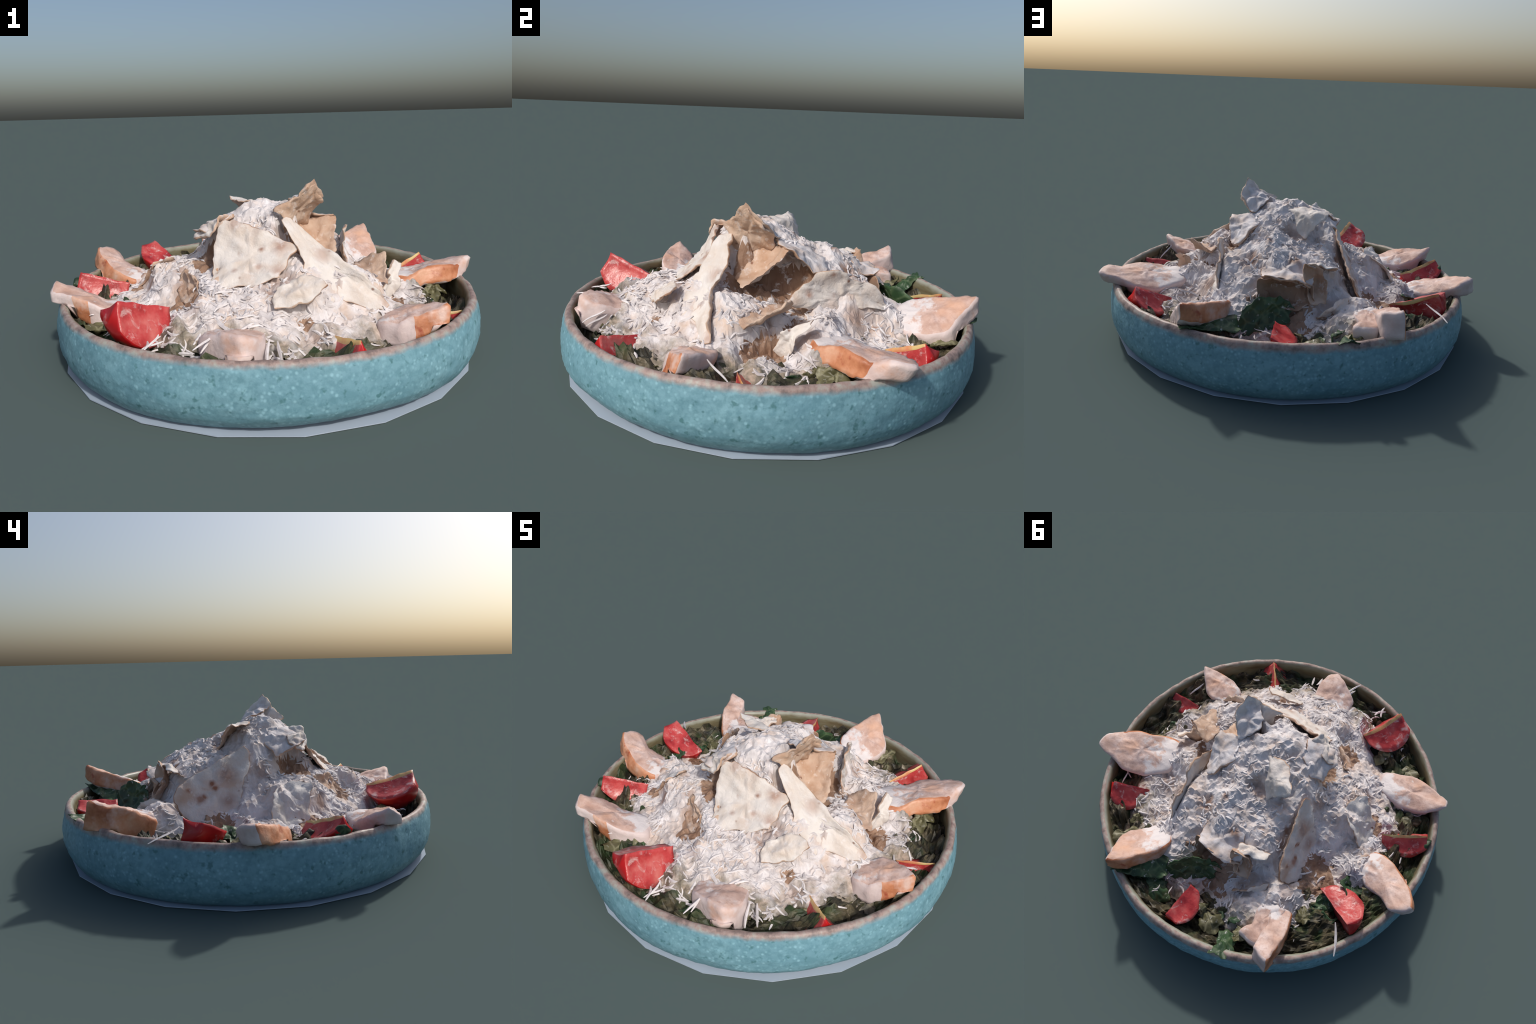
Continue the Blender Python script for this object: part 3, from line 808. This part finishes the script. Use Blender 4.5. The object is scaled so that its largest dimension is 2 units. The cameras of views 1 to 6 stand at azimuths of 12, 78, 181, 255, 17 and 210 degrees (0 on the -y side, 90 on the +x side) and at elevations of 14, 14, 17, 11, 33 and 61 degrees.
# ------------------------------------------------------------------ flatbread crisps
P, Q = CRISP, CRISP_BROWN
CRISPS = [
    # outline, faces outwards along, bulge, (upper, edge, edge, under)
    # tall peak crisp, toasted side out
    ([(0.270, -0.186, 0.788), (0.278, -0.14, 0.755), (0.286, -0.098, 0.700), (0.25, -0.035, 0.64), (0.225, -0.04, 0.60), (0.15, -0.12, 0.53), (0.13, -0.19, 0.545), (0.13, -0.235, 0.62), (0.10, -0.255, 0.665), (0.20, -0.215, 0.735)], (0.6, -0.7, -0.2), 0.0, Q, P),
    # front crisp, pale with spots
    ([(-0.138, -0.270, 0.630), (-0.061, -0.272, 0.616), (0.01, -0.278, 0.598), (0.085, -0.298, 0.584), (0.157, -0.318, 0.566), (0.219, -0.338, 0.530), (0.170, -0.40, 0.475), (0.14, -0.455, 0.425), (0.05, -0.47, 0.39), (-0.06, -0.475, 0.372), (-0.158, -0.440, 0.372), (-0.160, -0.300, 0.518)], (0, -0.9, 0.45), -0.004, P, Q),
    # long pale crisp running down to the front right
    ([(0.134, -0.225, 0.655), (0.225, -0.240, 0.580), (0.334, -0.279, 0.510), (0.425, -0.335, 0.462), (0.51, -0.358, 0.400), (0.600, -0.360, 0.296), (0.535, -0.392, 0.292), (0.484, -0.392, 0.298), (0.421, -0.40, 0.315), (0.368, -0.475, 0.318), (0.335, -0.468, 0.342), (0.26, -0.415, 0.43), (0.215, -0.345, 0.53), (0.14, -0.29, 0.62)], (0.2, -0.8, 0.5), -0.006, P, Q),
    # toasted tongue beneath the peak
    ([(0.340, -0.001, 0.597), (0.350, -0.044, 0.552), (0.355, -0.098, 0.514), (0.349, -0.147, 0.477), (0.342, -0.200, 0.440), (0.25, -0.22, 0.45), (0.16, -0.17, 0.53), (0.19, -0.05, 0.59), (0.26, -0.015, 0.60)], (0.7, -0.5, 0.5), -0.022, Q, P),
    # broad upright crisp on the right
    ([(0.400, -0.014, 0.390), (0.378, 0.07, 0.465), (0.377, 0.131, 0.500), (0.382, 0.19, 0.532), (0.372, 0.26, 0.515), (0.362, 0.32, 0.477), (0.368, 0.40, 0.440), (0.366, 0.435, 0.405), (0.352, 0.485, 0.322), (0.38, 0.44, 0.33), (0.385, 0.31, 0.350), (0.385, 0.15, 0.335), (0.40, 0.03, 0.36)], (0.95, -0.1, 0.3), -0.01, P, P),
    # folded crisp right: toasted half and pale half
    ([(0.566, -0.052, 0.448), (0.564, -0.115, 0.414), (0.566, -0.178, 0.378), (0.585, -0.226, 0.338), (0.53, -0.245, 0.375), (0.455, -0.19, 0.400), (0.435, -0.10, 0.395), (0.445, -0.01, 0.385), (0.505, -0.015, 0.425)], (-0.4, -0.2, 0.9), -0.012, Q, Q),
    ([(0.595, -0.078, 0.335), (0.60, -0.01, 0.37), (0.607, 0.045, 0.388), (0.642, 0.025, 0.370), (0.656, -0.026, 0.322), (0.628, -0.035, 0.255), (0.583, -0.065, 0.205), (0.565, -0.10, 0.25)], (0.9, -0.4, 0.3), 0.004, P, Q),
    # curled crisp at the back of the top
    ([(-0.202, 0.116, 0.680), (-0.190, 0.155, 0.652), (-0.10, 0.172, 0.56), (-0.070, 0.168, 0.54), (-0.02, 0.10, 0.58), (0.018, 0.0, 0.656), (-0.05, 0.0, 0.680), (-0.117, 0.012, 0.672), (-0.15, 0.07, 0.668)], (-0.4, 0.8, 0.4), 0.02, P, Q),
    # large spotted crisp on the left
    ([(-0.255, 0.072, 0.570), (-0.260, 0.15, 0.535), (-0.272, 0.227, 0.506), (-0.300, 0.345, 0.440), (-0.325, 0.420, 0.395), (-0.340, 0.449, 0.355), (-0.365, 0.435, 0.298), (-0.395, 0.386, 0.238), (-0.415, 0.295, 0.205), (-0.400, 0.20, 0.230), (-0.380, 0.139, 0.290), (-0.333, 0.103, 0.395), (-0.296, 0.064, 0.477), (-0.268, 0.048, 0.543)], (-0.91, 0.03, 0.41), 0.0, P, Q),
    # cheese-dusted crisp on the left, facing out
    ([(-0.42, -0.06, 0.405), (-0.46, -0.17, 0.420), (-0.495, -0.203, 0.398), (-0.545, -0.175, 0.34), (-0.598, -0.145, 0.258), (-0.62, -0.05, 0.245), (-0.60, 0.04, 0.265), (-0.52, 0.0, 0.375)], (-0.8, 0.0, 0.5), 0.004, P, Q),
    # spike and flap at the back
    ([(-0.088, 0.494, 0.500), (-0.15, 0.465, 0.478), (-0.243, 0.432, 0.465), (-0.24, 0.39, 0.44), (-0.14, 0.39, 0.45), (-0.08, 0.43, 0.47)], (-0.2, 0.5, 0.8), 0.01, P, Q),
    ([(-0.088, 0.494, 0.500), (-0.16, 0.468, 0.47), (-0.20, 0.49, 0.39), (-0.185, 0.53, 0.31), (-0.12, 0.53, 0.31), (-0.075, 0.51, 0.42)], (-0.2, 0.9, 0.3), -0.035, Q, Q),
    ([(-0.257, 0.537, 0.350), (-0.205, 0.59, 0.315), (-0.150, 0.600, 0.272), (-0.19, 0.57, 0.26), (-0.29, 0.56, 0.29), (-0.30, 0.50, 0.33)], (0.1, 0.6, 0.8), 0.006, P, Q),
    # curled crisp on the front apron
    ([(0.345, -0.515, 0.424), (0.29, -0.555, 0.375), (0.20, -0.575, 0.335), (0.14, -0.58, 0.345), (0.15, -0.52, 0.40), (0.24, -0.48, 0.44), (0.31, -0.48, 0.44)], (0.1, -0.5, 0.8), 0.012, P, Q),
    # cheese-laden roofs over the hollows
    ([(0.135, 0.42, 0.440), (0.140, 0.49, 0.420), (0.085, 0.530, 0.440), (0.013, 0.545, 0.436), (-0.054, 0.543, 0.422), (-0.122, 0.506, 0.388), (-0.13, 0.43, 0.44), (-0.05, 0.36, 0.49), (0.07, 0.36, 0.51)], (0, 0.3, 0.95), 0.004, CHEESE, Q),
    ([(0.342, -0.001, 0.600), (0.338, 0.05, 0.577), (0.334, 0.098, 0.534), (0.338, 0.130, 0.492), (0.31, 0.20, 0.49), (0.24, 0.20, 0.535), (0.18, 0.10, 0.59), (0.19, -0.03, 0.630), (0.26, -0.02, 0.622)], (0.3, 0.2, 0.9), 0.004, CHEESE, Q),
    ([(-0.288, -0.192, 0.556), (-0.243, -0.243, 0.576), (-0.198, -0.268, 0.565), (-0.14, -0.265, 0.62), (-0.10, -0.20, 0.640), (-0.14, -0.10, 0.63), (-0.22, -0.04, 0.565), (-0.262, -0.10, 0.512)], (-0.4, -0.2, 0.9), 0.010, CHEESE, Q),
    # back of the peak crisp, dusted with cheese
    ([(0.266, -0.178, 0.778), (0.282, -0.100, 0.702), (0.252, -0.035, 0.648), (0.20, 0.0, 0.635), (0.14, -0.06, 0.68), (0.14, -0.15, 0.705), (0.20, -0.19, 0.735)], (-0.4, 0.6, 0.7), 0.0, CHEESE, Q),
    # ledge spike at the top left
    ([(-0.288, -0.197, 0.552), (-0.26, -0.245, 0.545), (-0.18, -0.285, 0.545), (-0.145, -0.275, 0.648), (-0.12, -0.21, 0.64), (-0.16, -0.18, 0.625), (-0.24, -0.17, 0.595)], (-0.5, -0.4, 0.7), 0.01, P, Q),
    # crisps in the left front fold
    ([(-0.32, -0.280, 0.405), (-0.28, -0.35, 0.40), (-0.205, -0.418, 0.395), (-0.22, -0.44, 0.33), (-0.245, -0.445, 0.28), (-0.31, -0.385, 0.30), (-0.33, -0.32, 0.35)], (-0.7, -0.5, 0.4), -0.01, Q, Q),
    # wall of the hollow at the back, cave shadow put into its colour
    ([(-0.12, 0.508, 0.385), (-0.054, 0.542, 0.422), (0.013, 0.545, 0.436), (0.085, 0.530, 0.438), (0.145, 0.50, 0.40), (0.14, 0.535, 0.30), (0.06, 0.56, 0.28), (-0.05, 0.56, 0.29), (-0.13, 0.53, 0.30)], (0, 0.9, -0.1), -0.07, SHADE_DARKENED, SHADE_DARKENED),
]
for i, (o, face, bulge, up, un) in enumerate(CRISPS):
    f = Vector(face).normalized()
    slab("flatbread_crisp", o, tuple(-f * 0.012), [up, Q, Q, un], (), n=64, rings=8, bulge=bulge, rough=0.015, rscale=11, round_=0.004, smooth=0.12, side_levels=2, ragged=0.012, seed=i * 1.7 + 40, shrink=0.985)

# ------------------------------------------------------------------ lettuce leaves
LEAVES = [
    ([(0.235, 0.70, 0.27), (0.192, 0.67, 0.325), (0.15, 0.635, 0.35), (0.10, 0.597, 0.360), (0.014, 0.542, 0.340), (-0.03, 0.555, 0.29), (0.0, 0.61, 0.225), (0.09, 0.66, 0.215), (0.19, 0.715, 0.22)], (-0.2, 0.9, 0.2), -0.01, LEAF),
    ([(-0.315, 0.905, 0.293), (-0.265, 0.925, 0.300), (-0.225, 0.93, 0.294), (-0.225, 0.90, 0.275), (-0.20, 0.80, 0.225), (-0.30, 0.78, 0.225), (-0.315, 0.875, 0.265)], (0, -0.2, 0.95), 0.012, LEAF),
    ([(-0.14, 0.86, 0.20), (-0.19, 0.80, 0.20), (-0.17, 0.73, 0.21), (-0.07, 0.74, 0.20), (-0.07, 0.82, 0.20)], (0, 0.2, 0.95), 0.02, LEAF_LIGHT),
    ([(0.30, 0.86, 0.20), (0.20, 0.88, 0.18), (0.12, 0.80, 0.17), (0.22, 0.74, 0.20), (0.34, 0.78, 0.22)], (0, 0.2, 0.95), 0.02, LEAF),
    ([(0.47, 0.85, 0.30), (0.38, 0.862, 0.30), (0.30, 0.80, 0.26), (0.20, 0.74, 0.24), (0.26, 0.66, 0.28), (0.40, 0.70, 0.27)], (0, 0.5, 0.8), 0.0, LEAF),
]
for i, (o, face, bulge, m) in enumerate(LEAVES):
    f = Vector(face).normalized()
    slab("lettuce_leaf", o, tuple(-f * 0.006), [m] * 4, (), n=48, rings=7, bulge=bulge, rough=0.016, rscale=12, round_=0.002, smooth=0.6, side_levels=1, ragged=0.02, seed=i * 2.9 + 90, shrink=0.99)


def scrap(a, r, z, size, mat, k):
    """small ruffled leaf scrap lying in the gap along the rim"""
    c = Vector((CX + r * math.cos(a), CY + r * math.sin(a), z))
    if any((c.x - q[0]) ** 2 + (c.y - q[1]) ** 2 < 0.013 for q in ((0.30, -0.80), (0.86, -0.13), (0.67, -0.59), (0.20, 0.80))):
        z -= 0.05
        c.z = z
    if any((Vector(t[0]) * 0.7 + Vector(t[1]) * 0.3 - c).length < 0.13 for t in TOMATO):
        return
    tilt = Vector((random.uniform(-0.6, 0.6), random.uniform(-0.6, 0.6), 1)).normalized()
    u = tilt.orthogonal().normalized()
    v = tilt.cross(u)
    m = 7
    o = [tuple(c + (u * math.cos(2 * math.pi * q / m) + v * math.sin(2 * math.pi * q / m) * 0.6) * size * random.uniform(0.75, 1.2)) for q in range(m)]
    slab("lettuce_leaf", o, tuple(-tilt * 0.006), [mat] * 4, (), n=30, rings=5, bulge=random.uniform(-0.015, 0.015), rough=0.022, rscale=20, round_=0.002, smooth=0.7, side_levels=1, ragged=0.02, seed=k * 1.3 + 200, shrink=0.99)


for k in range(56):
    a = 2 * math.pi * (k + random.uniform(-0.4, 0.4)) / 56
    scrap(a, random.uniform(0.72, 0.84), random.uniform(0.185, 0.235), random.uniform(0.05, 0.10), LEAF_LIGHT if random.random() < 0.55 else LEAF, k)

# ------------------------------------------------------------------ grated cheese shreds


def strip(verts, faces, c, d, up, length, w, bend):
    d = d.normalized()
    s = d.cross(up).normalized()
    up = s.cross(d).normalized()
    b0 = len(verts)
    seg = 5
    for q in range(seg + 1):
        t = q / seg - 0.5
        p = c + d * length * t + s * bend * (t * t * 4 - 0.5) + up * 0.002 * math.sin(7 * t)
        ww = w * (1 - 0.6 * abs(2 * t) ** 2)
        for o in (-s * ww + up * 0, up * ww * 0.8, s * ww, -up * ww * 0.6):
            verts.append(p + o)
    for q in range(seg):
        for e in range(4):
            a, b = b0 + q * 4 + e, b0 + q * 4 + (e + 1) % 4
            faces.append((a, b, b + 4, a + 4))
    faces.append((b0 + 3, b0 + 2, b0 + 1, b0))
    e = b0 + seg * 4
    faces.append((e, e + 1, e + 2, e + 3))


def shreds():
    verts, faces = [], []
    cand = []
    while len(cand) < 3600:
        x, y = RNG.uniform(-0.85, 0.85, 2)
        if math.hypot(x, y) < 0.84:
            cand.append((x, y))
    C = np.array(cand)
    Z = np.concatenate([heap_z(c) for c in np.array_split(C, 8)])
    E = 0.01
    ZX = np.concatenate([heap_z(c) for c in np.array_split(C + [E, 0], 8)])
    ZY = np.concatenate([heap_z(c) for c in np.array_split(C + [0, E], 8)])
    for (x, y), z, zx, zy in zip(cand, Z, ZX, ZY):
        r = math.hypot(x, y)
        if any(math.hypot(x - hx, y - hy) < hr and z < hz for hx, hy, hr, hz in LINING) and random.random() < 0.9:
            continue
        if z < 0.19 or (r > 0.72 and random.random() < 0.4) or fbm((x, y, 0), 5, 2, 77) < -0.12:
            continue
        up = Vector((-(zx - z) / E, -(zy - z) / E, 1)).normalized()
        a = random.uniform(0, 2 * math.pi)
        d = Vector((math.cos(a), math.sin(a), random.uniform(-0.12, 0.12)))
        d = d - up * d.dot(up) * 0.97
        strip(verts, faces, Vector((x, y, z + lumps(x, y, z) - 0.006)), d, up, random.uniform(0.025, 0.055) * (1.0 + 0.4 * (r > 0.5)), random.uniform(0.004, 0.008), random.uniform(-0.012, 0.012))
    # strands that fell outside the heap: over the rim, the tomatoes and the greens
    for a, b in [((-0.690, 0.470, 0.312), (-0.766, 0.612, 0.276)), ((-0.03, -0.80, 0.31), (-0.075, -0.93, 0.297)), ((-0.29, -0.80, 0.265), (-0.275, -0.88, 0.262)), ((-0.255, -0.78, 0.285), (-0.275, -0.85, 0.262)),
                 ((-0.23, -0.80, 0.27), (-0.30, -0.86, 0.255)), ((0.76, -0.385, 0.305), (0.82, -0.31, 0.235)), ((0.70, -0.03, 0.29), (0.76, 0.03, 0.25)), ((-0.05, -0.79, 0.30), (-0.06, -0.89, 0.27)),
                 ((0.16, -0.78, 0.29), (0.17, -0.88, 0.24)), ((0.19, -0.77, 0.28), (0.22, -0.86, 0.24))]:
        a, b = Vector(a), Vector(b)
        strip(verts, faces, (a + b) / 2, b - a, Vector((0, 0, 1)), (b - a).length, 0.0065, random.uniform(-0.008, 0.008))
    for k in range(170):
        a, r = random.uniform(0, 2 * math.pi), random.uniform(0.70, 0.87)
        if fbm((math.cos(a), math.sin(a), 0), 3.0, 2, 31) < -0.05:
            continue
        t = random.uniform(0, 2 * math.pi)
        strip(verts, faces, Vector((CX + r * math.cos(a), CY + r * math.sin(a), random.uniform(0.215, 0.25))), Vector((math.cos(t), math.sin(t), random.uniform(-0.3, 0.3))), Vector((0, 0, 1)), random.uniform(0.03, 0.08), random.uniform(0.003, 0.006), random.uniform(-0.012, 0.012))
    make("cheese_shreds", verts, faces, [SHRED], None, False, stuff=True)


shreds()
